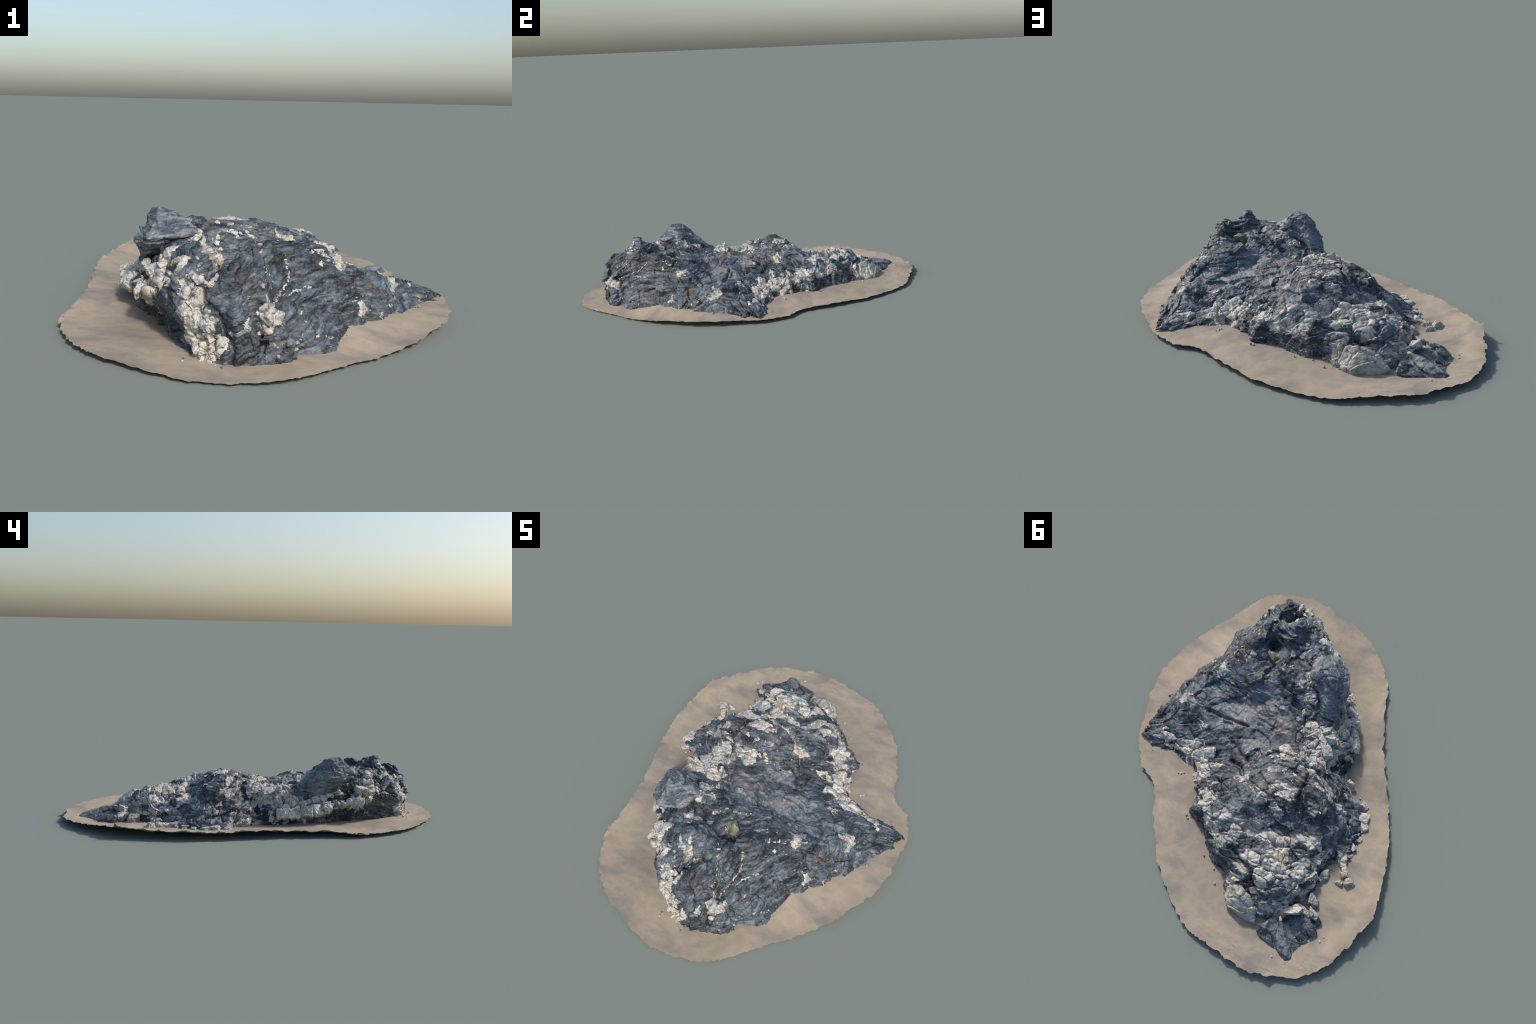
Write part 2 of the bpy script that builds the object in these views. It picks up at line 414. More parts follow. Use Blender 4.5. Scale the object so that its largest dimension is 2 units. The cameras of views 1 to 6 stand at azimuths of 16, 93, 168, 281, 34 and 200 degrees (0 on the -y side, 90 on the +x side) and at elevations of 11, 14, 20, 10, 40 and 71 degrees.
def rocky(V, Q, strength=1.0, quartz=None):
    """Relief of the rock in metres along the normal.  Returns new vertices and the quartz mask."""
    N = vertex_normals(relax(V, Q, 6), Q)
    z = zone_value(V) if quartz is None else np.full(len(V), quartz)
    big, b1, b2, _, _ = facet(V, 9, 101, .20)
    mid, m1, m2, mnum, mpt = facet(V, 24, 211, .50)
    sml, s1, s2, snum, spt = facet(V, 58, 331, .45)
    wide, w1, w2, wnum, wpt = facet(V, 15, 151, .45)
    zm = zone_value(mpt) if quartz is None else z
    vote = (zm - .03 + .55 * (rnd(wnum, wnum * 0, wnum * 0, 4) - .5) + .6 * (rnd(mnum, mnum * 0, mnum * 0, 5) - .5)
            + .16 * (rnd(snum, snum * 0, snum * 0, 6) - .5) + .70 * perlin(V, 9, 77) + .20 * perlin(V, 21, 78))
    white = smooth(.35, .75, .7 * z + .3 * vote)
    layer = foliation(V)
    along = .35 + .65 * smooth(-.3, .5, perlin(V, 7, 61))
    steep = (.55 + .45 * smooth(.85, .45, N[:, 2])) * (1 + .45 * smooth(-.20, -.40, V[:, 1]))
    ledge = steep * (saw(layer * 26 + .6 * perlin(V, 6, 2), 9) * .022 * along + saw(layer * 70 + 1.5 * perlin(V, 9, 3), 10) * .0105 * (.4 + along)
             + saw(layer * 190 + 2 * perlin(V, 20, 4), 12) * .0042)
    behind = smooth(-.05, .2, V[:, 1])
    dome = (.010 - .0075 * behind) * (1 - np.minimum(w1, 1) ** 2) + .003 * (1 - np.minimum(m1, 1) ** 2)
    crack = -(.012 - .003 * behind) * (1 - smooth(.0, .13, w2 - w1)) - .0055 * (1 - smooth(.0, .12, m2 - m1))
    joint = -.008 * (1 - smooth(.0, .05, b2 - b1)) * smooth(-.1, .3, perlin(V, 5, 87))
    lump = .006 * fbm(V, 6, 2, 21) + .0035 * fbm(V, 22, 2, 22)
    fine = .0015 * fbm(V, 70, 2, 23)
    d = big + lump + joint + fine + white * ((.75 + .15 * behind) * wide + .4 * mid + .22 * sml + dome + crack) + (1 - white) * (.25 * wide + .22 * mid + .12 * sml + ledge + .10 * crack)
    d -= np.median(d)
    if quartz is None:
        d += creases(V)
    return V + N * (strength * d)[:, None], vote


def make_object(name, V, F, material, parent=None, normals=None, smooth_shade=True):
    me = bpy.data.meshes.new(name)
    F = np.asarray(F)
    me.vertices.add(len(V))
    me.vertices.foreach_set("co", np.ascontiguousarray(V, float).ravel())
    me.loops.add(F.size)
    me.loops.foreach_set("vertex_index", F.ravel().astype(np.int32))
    me.polygons.add(len(F))
    me.polygons.foreach_set("loop_start", np.arange(0, F.size, F.shape[1], dtype=np.int32))
    me.polygons.foreach_set("loop_total", np.full(len(F), F.shape[1], dtype=np.int32))
    me.update(calc_edges=True)
    me.validate()
    me.materials.append(material)
    me.polygons.foreach_set("use_smooth", np.full(len(me.polygons), smooth_shade))
    if normals is not None:
        me.normals_split_custom_set_from_vertices(normals.tolist())
    ob = bpy.data.objects.new(name, me)
    bpy.context.scene.collection.objects.link(ob)
    ob.parent = parent
    return ob


def take_faces(V, Q, N, keep):
    q = Q[keep]
    used, inv = np.unique(q.ravel(), return_inverse=True)
    return V[used], inv.reshape(q.shape), N[used]


# ------------------------------------------------------------------ node materials
class Nodes:
    def __init__(self, name):
        self.mat = bpy.data.materials.new(name)
        self.mat.use_nodes = True
        self.t = self.mat.node_tree
        self.bsdf = self.t.nodes["Principled BSDF"]
        self.co = self.t.nodes.new("ShaderNodeTexCoord").outputs["Object"]

    def put(self, socket, value):
        if isinstance(value, bpy.types.NodeSocket):
            self.t.links.new(value, socket)
        elif isinstance(value, tuple) and len(value) == 3 and socket.type == "RGBA":
            socket.default_value = (*value, 1)
        else:
            socket.default_value = value

    def mapped(self, scale=(1, 1, 1), rot=(0, 0, 0), loc=(0, 0, 0), src=None):
        n = self.t.nodes.new("ShaderNodeMapping")
        self.put(n.inputs["Vector"], src or self.co)
        n.inputs["Scale"].default_value, n.inputs["Rotation"].default_value, n.inputs["Location"].default_value = scale, rot, loc
        return n.outputs[0]

    def noise(self, scale, detail=3, rough=.55, dist=0, vec=None):
        n = self.t.nodes.new("ShaderNodeTexNoise")
        self.put(n.inputs["Vector"], vec or self.co)
        n.inputs["Scale"].default_value, n.inputs["Detail"].default_value = scale, detail
        n.inputs["Roughness"].default_value, n.inputs["Distortion"].default_value = rough, dist
        return n.outputs["Fac"]

    def voronoi(self, scale, feature="DISTANCE_TO_EDGE", vec=None, out="Distance"):
        n = self.t.nodes.new("ShaderNodeTexVoronoi")
        n.feature = feature
        self.put(n.inputs["Vector"], vec or self.co)
        n.inputs["Scale"].default_value = scale
        return n.outputs[out]

    def layered(self, flat, across):
        """Coordinates squeezed across the foliation, so that streaks follow the folded layers."""
        sep = self.t.nodes.new("ShaderNodeSeparateXYZ")
        self.put(sep.inputs[0], self.co)
        x, y, z = sep.outputs
        bend = self.math("ADD", y, .50)
        arch = self.math("ADD", z, self.math("SUBTRACT", self.math("MULTIPLY", self.math("MULTIPLY", bend, bend), 1.15), self.math("MULTIPLY", x, .10)))
        level = self.math("ADD", self.math("MULTIPLY", z, .92), self.math("SUBTRACT", self.math("MULTIPLY", y, .22), self.math("MULTIPLY", x, .12)))
        w = self.step(y, -.12, -.36)
        layer = self.math("ADD", self.math("MULTIPLY", arch, w), self.math("MULTIPLY", level, self.math("SUBTRACT", 1.0, w)))
        layer = self.math("ADD", layer, self.math("MULTIPLY", self.noise(5, 3, .5), .07))
        c = self.t.nodes.new("ShaderNodeCombineXYZ")
        self.put(c.inputs[0], self.math("MULTIPLY", x, flat))
        self.put(c.inputs[1], self.math("MULTIPLY", y, flat))
        self.put(c.inputs[2], self.math("MULTIPLY", layer, across))
        return c.outputs[0]

    def warped(self, amount, scale):
        n = self.t.nodes.new("ShaderNodeTexNoise")
        self.put(n.inputs["Vector"], self.co)
        n.inputs["Scale"].default_value, n.inputs["Detail"].default_value = scale, 2
        v = self.t.nodes.new("ShaderNodeVectorMath")
        v.operation = "MULTIPLY_ADD"
        self.put(v.inputs[0], n.outputs["Color"])
        v.inputs[1].default_value = (amount,) * 3
        self.put(v.inputs[2], self.co)
        return v.outputs[0]

    def math(self, op, a, b=0.0, clamp=False):
        n = self.t.nodes.new("ShaderNodeMath")
        n.operation, n.use_clamp = op, clamp
        self.put(n.inputs[0], a)
        self.put(n.inputs[1], b)
        return n.outputs[0]

    def step(self, v, a, b):
        n = self.t.nodes.new("ShaderNodeMapRange")
        n.interpolation_type = "SMOOTHSTEP"
        self.put(n.inputs["Value"], v)
        n.inputs["From Min"].default_value, n.inputs["From Max"].default_value = a, b
        return n.outputs["Result"]

    def near(self, centre, radii, a=.5, b=1.3):
        """1 inside an ellipsoid, 0 outside, soft between."""
        v = self.t.nodes.new("ShaderNodeVectorMath")
        v.operation = "SUBTRACT"
        self.put(v.inputs[0], self.co)
        v.inputs[1].default_value = centre
        w = self.t.nodes.new("ShaderNodeVectorMath")
        w.operation = "DIVIDE"
        self.put(w.inputs[0], v.outputs[0])
        w.inputs[1].default_value = radii
        x = self.t.nodes.new("ShaderNodeVectorMath")
        x.operation = "LENGTH"
        self.put(x.inputs[0], w.outputs[0])
        return self.math("SUBTRACT", 1.0, self.step(x.outputs["Value"], a, b))

    def mix(self, fac, a, b):
        n = self.t.nodes.new("ShaderNodeMix")
        n.data_type = "RGBA"
        self.put(n.inputs["Factor"], fac)
        self.put([s for s in n.inputs if s.name == "A" and s.type == "RGBA"][0], a)
        self.put([s for s in n.inputs if s.name == "B" and s.type == "RGBA"][0], b)
        return [s for s in n.outputs if s.type == "RGBA"][0]

    def ramp(self, v, stops):
        n = self.t.nodes.new("ShaderNodeValToRGB")
        while len(n.color_ramp.elements) < len(stops):
            n.color_ramp.elements.new(.5)
        for e, (p, c) in zip(n.color_ramp.elements, stops):
            e.position, e.color = p, (*c, 1)
        self.put(n.inputs[0], v)
        return n.outputs[0]

    def bump(self, height, strength, distance, base=None):
        n = self.t.nodes.new("ShaderNodeBump")
        n.inputs["Strength"].default_value, n.inputs["Distance"].default_value = strength, distance
        self.put(n.inputs["Height"], height)
        if base:
            self.put(n.inputs["Normal"], base)
        return n.outputs[0]

    def done(self, colour, rough, normal=None, spec=.5):
        self.put(self.bsdf.inputs["Base Color"], colour)
        self.put(self.bsdf.inputs["Roughness"], rough)
        self.bsdf.inputs["Specular IOR Level"].default_value = spec
        if normal:
            self.put(self.bsdf.inputs["Normal"], normal)
        return self.mat


DARK, SLATE, BLUE, PALE = (.008, .010, .012), (.036, .043, .051), (.102, .127, .156), (.25, .265, .275)  # BLUE is tinted bluer to carry the sky's cast on the saddle
CREAM, WHITE, GREY, RUST = (.56, .49, .385), (.50, .49, .465), (.25, .265, .27), (.30, .13, .045)


def schist_material(name="blue_grey_schist", pale=0.0, lift=0.0):
    m = Nodes(name)
    bands = m.noise(1.0, 5, .66, .3, m.layered(11, 85))
    blotch = m.noise(14, 4, .6, .8)
    grain = m.noise(95, 3, .65)
    tone = m.math("ADD", m.math("MULTIPLY", bands, .60), m.math("ADD", m.math("MULTIPLY", blotch, .22), m.math("MULTIPLY", grain, .23)))
    sky_lift = m.near((.18, -.18, .17), (.36, .16, .16))  # saddle colour lightened here: painted sky light on its upper faces
    tone = m.math("ADD", tone, m.math("ADD", m.math("MULTIPLY", sky_lift, .055), m.math("MULTIPLY", m.math("SUBTRACT", m.noise(4, 2), .5 - lift * 4), .25)))
    joint = m.math('SUBTRACT', 1.0, m.step(m.voronoi(1.0, vec=m.mapped((8, 13, 30), (.25, .15, .2), src=m.warped(.09, 7))), .0, .035))
    joint = m.math('MULTIPLY', joint, m.step(m.noise(10, 3), .42, .58))
    col = m.ramp(tone, [(.40, DARK), (.495, SLATE), (.595, BLUE), (.70, PALE)])
    if True:
        veil = m.math('MULTIPLY', m.step(m.noise(17, 5, .72, .9), .50, .60), m.step(m.noise(5, 2), .40, .55))
        col = m.mix(m.math('MULTIPLY', veil, .50 if pale else .14), col, (.36, .36, .35) if pale else (.24, .245, .235))
    col = m.mix(m.math('MULTIPLY', joint, .75), col, DARK)
    # dust and dried sand lying in the saddle and in the basin
    dust = m.math("MULTIPLY", m.near((.10, -.14, .20), (.34, .16, .12)), m.step(m.noise(8, 4, .6, 1.0), .46, .66))
    dust2 = m.math("MULTIPLY", m.near((-.05, .09, .24), (.20, .14, .10)), m.step(m.noise(11, 4, .6, 1.0), .46, .64))
    col = m.mix(m.math("MULTIPLY", m.math("MAXIMUM", dust, dust2), .65), col, (.27, .235, .215))
    # threads and specks of quartz along the layers
    thread = m.math("SUBTRACT", 1.0, m.step(m.voronoi(1.0, vec=m.layered(8, 30)), .0, .020))
    thread = m.math("MULTIPLY", thread, m.step(m.noise(14, 3), .58, .66))
    speck = m.step(m.noise(62, 3, .6, .4), .685 - pale, .73 - pale)
    col = m.mix(m.math("MAXIMUM", thread, m.math("MULTIPLY", speck, .8)), col, CREAM)
    rust = m.math("MULTIPLY", m.near((.49, -.314, .13), (.035, .03, .03)), m.step(m.noise(60, 3), .4, .6))
    col = m.mix(m.math("MULTIPLY", rust, .6), col, (.26, .14, .06))
    ht = m.math("ADD", m.math("MULTIPLY", m.noise(1.0, 5, .65, .3, m.layered(30, 240)), 1.0), m.math("MULTIPLY", m.noise(170, 3), .5))
    return m.done(col, m.ramp(grain, [(.3, (.42,) * 3), (.7, (.68,) * 3)]), m.bump(ht, .55, .004), .4)


def quartz_material(name="cream_quartz", grey=0.0, seams=.85):
    m = Nodes(name)
    tone = m.noise(16, 4, .6, .5)
    col = m.ramp(tone, [(.30, GREY), (.46, WHITE), (.62, CREAM)])
    if grey:
        col = m.mix(grey, col, (.25, .26, .235))
    seam = m.math("SUBTRACT", 1.0, m.step(m.voronoi(26, vec=m.warped(.04, 16)), .0, .05))
    seam = m.math("MULTIPLY", seam, m.step(m.noise(30, 2), .42, .58))
    stain = m.step(m.noise(34, 5, .68, .9), .55, .64)
    film = m.step(m.noise(13, 4, .66, .7), .49, .61)
    col = m.mix(m.math("MULTIPLY", film, .55), col, (.11, .125, .14))
    col = m.mix(m.math("MULTIPLY", m.math("MAXIMUM", seam, stain), seams), col, (.035, .042, .050))
    ochre = m.step(m.noise(22, 4, .6, .5), .57, .68)
    col = m.mix(m.math("MULTIPLY", ochre, .5), col, (.40, .28, .15))
    rust = m.near((.125, -.77, .20), (.045, .04, .05))
    for c, r in (((-.03, -.69, .225), (.04, .03, .03)), ((.20, -.83, .13), (.035, .03, .04)), ((-.06, -.55, .275), (.07, .04, .03)),
                 ((-.29, -.40, .14), (.015, .02, .015))):
        rust = m.math("MAXIMUM", rust, m.near(c, r))
    rust = m.math("MULTIPLY", rust, m.step(m.noise(38, 3), .46, .60))
    col = m.mix(m.math("MULTIPLY", rust, .75), col, RUST)
    ht = m.math("ADD", m.noise(60, 4, .6), m.math("MULTIPLY", seam, -.5))
    return m.done(col, .55, m.bump(ht, .5, .004), .45)


def sand_material():
    m = Nodes("damp_beach_sand")
    drift = m.noise(1.0, 6, .62, .25, m.mapped((4.0, 5.5, 5), (0, 0, .5)))
    col = m.ramp(drift, [(.36, (.228, .200, .172)), (.46, (.300, .255, .205)), (.55, (.375, .312, .235)), (.64, (.33, .272, .205))])
    streak = m.step(m.noise(1.0, 5, .62, .4, m.mapped((3.5, 8, 6), (0, 0, .25), (3, 1, 0))), .55, .70)
    col = m.mix(m.math("MULTIPLY", streak, .5), col, (.205, .185, .170))
    rill = m.math("MULTIPLY", m.near((-.25, .90, .02), (.35, .14, .2)), m.step(m.noise(1.0, 4, .6, 2.5, m.mapped((9, 30, 9), (0, 0, -.3))), .58, .66))
    col = m.mix(m.math("MULTIPLY", rill, .5), col, (.17, .155, .145))
    crumb = m.step(m.noise(120, 2), .70, .76)
    crumb = m.math("MULTIPLY", crumb, m.step(m.noise(9, 2), .5, .62))
    col = m.mix(m.math("MULTIPLY", crumb, .45), col, (.14, .115, .085))
    grain = m.noise(420, 2)
    col = m.mix(m.math("MULTIPLY", m.step(grain, .35, .7), .12), col, (.45, .38, .29))
    return m.done(col, .85, m.bump(m.math("ADD", m.noise(25, 3), m.math("MULTIPLY", grain, .3)), .25, .004), .25)


def plain_rock(name, a, b, c):
    m = Nodes(name)
    col = m.ramp(m.noise(40, 4, .6, .5), [(.35, a), (.5, b), (.65, c)])
    return m.done(col, .6, m.bump(m.noise(90, 4), .5, .004), .4)


SCHIST = schist_material()
PALE_SCHIST = schist_material("pale_blue_schist", .0, .10)
MOTTLED = schist_material("mottled_schist", .035)
QUARTZ_MAT = quartz_material()
BOULDER_MAT = quartz_material("grey_green_quartzite", .5, .65)
SAND = sand_material()
OLIVE = plain_rock("olive_algae_stone", (.05, .05, .03), (.15, .15, .095), (.24, .24, .17))

# ------------------------------------------------------------------ the thing
thing = bpy.data.objects.new("rock_outcrop", None)
bpy.context.scene.collection.objects.link(thing)
thing["label"] = "craggy blue-grey schist outcrop with cream quartz veins on beach sand"
thing["category"] = "rock outcrop"

# ---- sand apron
rim = closed_spline(SAND_RIM, 14)
sand_height = Survey(SAND_RIM + SAND_INNER, .05, .01)


def build_sand():
    n = len(rim)
    centre = np.array([-.03, .02])
    rings = [0.02, .15, .3, .42, .52] + list(np.linspace(.60, .97, 30)) + [.985, 1.0]
    ang = np.arange(n)
    P3 = np.c_[rim[:, :2], np.zeros(n)]
    jag = .010 * perlin(P3, 22, 3) + .006 * perlin(P3, 70, 4) + .0035 * RNG.uniform(-1, 1, n)
    lip = .002 + .010 * np.clip(perlin(P3, 16, 9), -.3, 1) + .004 * RNG.uniform(-1, 1, n)
    lip *= smooth(-.10, -.40, rim[:, 0])
    verts = []
    for r in rings:
        xy = centre + (rim[:, :2] - centre) * r
        if r > .9:
            xy = xy + (rim[:, :2] - centre) / np.linalg.norm(rim[:, :2] - centre, axis=1)[:, None] * (jag * (r - .9) / .1)[:, None]
        z = sand_height(xy)
        near_rim = smooth(.86, 1.0, np.full(n, r))
        z = z * (1 - near_rim) + rim[:, 2] * near_rim
        q = np.c_[xy, np.zeros(n)]
        if r < .99:
            z = z + .0022 * perlin(q, 5, 31) + .0008 * perlin(q, 24, 32)
        if r == 1.0:
            z = z + lip
        verts.append(np.c_[xy, z])
    # the torn flap that stands up on the west side
    flap = np.linalg.norm(rim[:, :2] - np.array([-.742, .551]), axis=1)
    k = int(flap.argmin())
    verts[-1][k] += (-.008, .004, .020)
    V = np.vstack(verts)
    V[:, 2] = np.maximum(V[:, 2], .0040)
    m = len(rings)
    F = [(i * n + a, i * n + (a + 1) % n, (i + 1) * n + (a + 1) % n, (i + 1) * n + a) for i in range(m - 1) for a in ang]
    low = V - np.array([0, 0, .0036])
    low[-n:, :2] += (centre - low[-n:, :2]) * .010
    F = F + [tuple(reversed([x + len(V) for x in f])) for f in F]
    b = (m - 1) * n
    c = 2 * len(V)
    F += [(c + a, c + (a + 1) % n, c + n + (a + 1) % n, c + n + a) for a in ang]
    W = np.vstack([V, low, V[-n:], low[-n:]])
    W[:, 2] -= W[:, 2].min()
    for axis in (0, 1):
        W[:, axis] -= (W[:, axis].max() + W[:, axis].min()) / 2
    W[:, :2] *= 2.0 / (W[:, 1].max() - W[:, 1].min())
    ob = make_object("sand_apron", W, [[f[0], f[3], f[2], f[1]] for f in F], SAND, thing)
    return ob


sand = build_sand()

# ---- the main mass
points = [p for mass in (CRAG, SADDLE, HUMP) for group in mass.values() for p in group]
rock_height = Survey(points)
solids = [solid_from_survey(lambda q: rock_height(q) - .002, ROCK_PLAN)]


def ledge_slabs(count=150):
    """Broken plates of schist that follow the layering and stand a little out of the mass."""
    rng = np.random.default_rng(5)
    plan = np.array(ROCK_PLAN)
    out = []
    while len(out) < count:
        q = rng.uniform(plan.min(0), plan.max(0), (1, 2))
        if not inside(q, plan)[0] or edge_distance(q, plan)[0] < .02:
            continue
        e = .012
        g = [(rock_height(q + d)[0] - rock_height(q - d)[0]) / (2 * e) for d in (np.array([e, 0]), np.array([0, e]))]
        p = np.array([*q[0], rock_height(q)[0]])
        if p[2] < (.012 if p[0] > .42 else .03):
            continue
        n = np.array([-g[0], -g[1], 1.0])
        n /= np.linalg.norm(n)
        ln = layer_normal(p[None])[0]
        white = zone_value(p[None])[0] > .5
        if n[2] > .80 and not white and p[0] < .42 and rng.uniform() < .72:
            continue
        run = np.cross(n, ln) + .06 * rng.normal(size=3)
        run /= np.linalg.norm(run)
        side = np.cross(ln, run)
        side /= np.linalg.norm(side)
        if white and rng.uniform() < .6:
            continue
        a, b, c = rng.uniform(.035, .095), rng.uniform(.018, .040), rng.uniform(.006, .013)
        pts = []
        for u in (-1, -.35, .4, 1):
            for v in (-1, 1):
                for w in (-1, 1):
                    k = 1 - .35 * abs(u) * rng.uniform(.2, 1.2)
                    pts.append(p - n * (.75 * min(b, .022)) + run * a * u * rng.uniform(.8, 1.1) + side * b * v * k * rng.uniform(.6, 1.05) + ln * c * w * k * rng.uniform(.6, 1.1))
        pts = np.array(pts)
        pts[:, 2] = np.minimum(pts[:, 2], np.maximum(rock_height(pts[:, :2]), .0) + rng.uniform(.002, .010))
        if p[0] > .42 or p[2] > .03:
            out.append(hull(pts))
    return out


solids += ledge_slabs()
V, Q = voxelised(solids)
V = relax(V, Q, 2)

# the west wall of the crag leans out over the sand: draw its foot inwards
OVERHANG = [(-.385, -.20, .02), (-.335, -.36, .04), (-.290, -.443, .05), (-.203, -.54, .06), (-.133, -.638, .065), (-.006, -.768, .045), (.045, -.818, .035),
            (.14, -.872, .035), (.20, -.866, .03), (.255, -.834, .02), (.33, -.78, .0)]


def undercut(V):
    o = np.array(OVERHANG)
    along = (V[:, :2] - o[0, :2]) @ np.array([.58, -.81])
    t = (o[:, :2] - o[0, :2]) @ np.array([.58, -.81])
    amount = np.interp(along, t, o[:, 2], left=0, right=0)
    d = edge_distance(V[:, :2], o[:, :2])
    w = (1 - smooth(.04, .14, V[:, 2])) * (1 - smooth(.03, .25, d))
    return V + np.outer(amount * w, (.81, .58, 0))


V = undercut(V)
V, vote = rocky(V, Q)
V[:, 2] = np.maximum(V[:, 2], .002)
N = vertex_normals(V, Q)
centre = V[Q].mean(1)
up = N[Q].mean(1)[:, 2]
live = ~((centre[:, 2] < .0045) & (up < -.5)) & ~(centre[:, 2] < .0021)
is_quartz = vote[Q].mean(1) > .52
region = np.full(len(Q), 0)
wob = .05 * perlin(centre, 6, 91)
region[(centre[:, 1] + wob > -.27)] = 1
region[(centre[:, 1] + wob > -.03) & (centre[:, 0] < .22)] = 2
region[(centre[:, 1] + wob > .34)] = 3
region[(centre[:, 0] + wob > .40) & (centre[:, 1] > -.30 - .0)] = 4
masses = {}
for k, (name, mat) in enumerate((("crag", SCHIST), ("saddle", SCHIST), ("hump", MOTTLED), ("ridge", MOTTLED), ("ledge", SCHIST))):
    sel = live & (region == k)
    v, f, n = take_faces(V, Q, N, sel & ~is_quartz)
    masses[name] = make_object(name, v, f, mat, thing, n)
    if (sel & is_quartz).sum() > 50:
        v, f, n = take_faces(V, Q, N, sel & is_quartz)
        make_object("quartz_vein", v, f, QUARTZ_MAT, masses[name], n)["kind"] = "stuff"

surface = BVHTree.FromPolygons(V.tolist(), Q[live].tolist())


def piece(name, solids, mat, parent, strength=.6, quartz=None, voxel=VOXEL, split=True):
    v, q = voxelised(solids, voxel)
    v = relax(v, q, 1)
    v, vote = rocky(v, q, strength, quartz)
    v[:, 2] = np.maximum(v[:, 2], .003)
    n = vertex_normals(v, q)
    white = vote[q].mean(1) > .52
    if quartz is None and split and white.sum() > 60:
        a, f, m = take_faces(v, q, n, ~white)
        ob = make_object(name, a, f, mat, parent, m)
        a, f, m = take_faces(v, q, n, white)
        make_object("quartz_vein", a, f, QUARTZ_MAT, ob, m)["kind"] = "stuff"
        return ob
    return make_object(name, v, q, mat, parent, n)


# ---- perched block on the shoulder of the crag
head = hull([(-.228, -.400, .318), (-.222, -.45, .302), (-.199, -.441, .356), (-.144, -.50, .368), (-.162, -.411, .356), (-.094, -.457, .345),
             (-.060, -.441, .328), (-.045, -.527, .296), (-.151, -.573, .294), (-.10, -.566, .284), (-.185, -.535, .292), (-.185, -.50, .24),
             (-.232, -.42, .232), (-.235, -.30, .185), (-.246, -.40, .178), (-.220, -.480, .185), (-.17, -.285, .225), (-.12, -.36, .26), (-.05, -.45, .27), (-.195, -.38, .322)])
flake = hull([(-.195, -.30, .232), (-.246, -.36, .255), (-.13, -.335, .262), (-.225, -.255, .185), (-.150, -.265, .205), (-.250, -.31, .18), (-.235, -.41, .275)])
shoulder = hull([(-.10, -.475, .342), (-.06, -.442, .330), (-.046, -.527, .297), (-.085, -.395, .312), (-.05, -.43, .285), (-.115, -.535, .335), (-.09, -.545, .30), (-.12, -.40, .33)])
brow_slab = hull([(-.205, -.535, .285), (-.145, -.572, .290), (-.215, -.47, .30), (-.21, -.50, .215), (-.15, -.55, .25), (-.235, -.44, .235), (-.225, -.40, .30)])
piece("perched_block", [head, flake, shoulder, brow_slab], PALE_SCHIST, thing, .72, 0.0)

# ---- pale boulder, tail rock, loose stones on the sand
boulder = hull([(-.217, .775, .025), (-.194, .721, .070), (-.135, .758, .067), (-.066, .656, .108), (-.109, .691, .115), (-.059, .747, .035),
                (-.035, .70, .03), (-.03, .66, .04), (-.07, .625, .085), (-.15, .66, .095), (-.18, .68, .06), (-.06, .745, .0), (-.2, .75, .0),
                (-.03, .68, .0), (-.13, .77, .0)])
piece("pale_boulder", [boulder], BOULDER_MAT, thing, .40, .7, .0036)
def rooted(points):
    """A boulder that widens a little down into the sand."""
    p = np.array(points)
    c = p.mean(0)
    return hull(np.vstack([p, np.c_[c[:2] + (p[:, :2] - c[:2]) * 1.08, np.zeros(len(p))]]))


piece("tail_rock", [rooted(p) for p in TAIL_ROCKS.values()], MOTTLED, thing, .5, voxel=.0034)
piece("quartz_spur", [rooted([(-.455, .27, .040), (-.50, .255, .036), (-.525, .32, .034), (-.485, .335, .036), (-.465, .30, .045), (-.50, .36, .032), (-.53, .35, .030)]),
                      rooted([(-.50, .345, .034), (-.53, .335, .032), (-.56, .40, .034), (-.53, .415, .036), (-.515, .385, .038)]),
                      rooted([(-.43, .42, .045), (-.46, .40, .035), (-.47, .44, .028), (-.445, .47, .030), (-.42, .46, .04)]),
                      rooted([(-.42, .54, .045), (-.46, .56, .028), (-.475, .585, .022), (-.45, .60, .03), (-.42, .59, .05)])],
      QUARTZ_MAT, thing, .5, .8, .0032)
for pts in ([(-.55, .40, .0), (-.60, .395, .0), (-.60, .45, .0), (-.555, .46, .0), (-.57, .405, .046), (-.592, .42, .046), (-.56, .445, .044), (-.545, .42, .02), (-.612, .43, .02)],
            [(-.51, .43, .0), (-.545, .41, .0), (-.55, .46, .0), (-.52, .475, .0), (-.53, .435, .042), (-.545, .445, .038), (-.505, .45, .02)]):
    piece("loose_stone", [hull(pts)], BOULDER_MAT, thing, .3, .8, .003)
piece("algae_stone", [hull([(.125, -.495, .235), (.205, -.475, .235), (.15, -.435, .24), (.19, -.515, .235), (.145, -.475, .272), (.18, -.48, .278), (.165, -.45, .270), (.21, -.49, .262), (.13, -.46, .262)])],
      OLIVE, masses["crag"], .25, .3, .003)



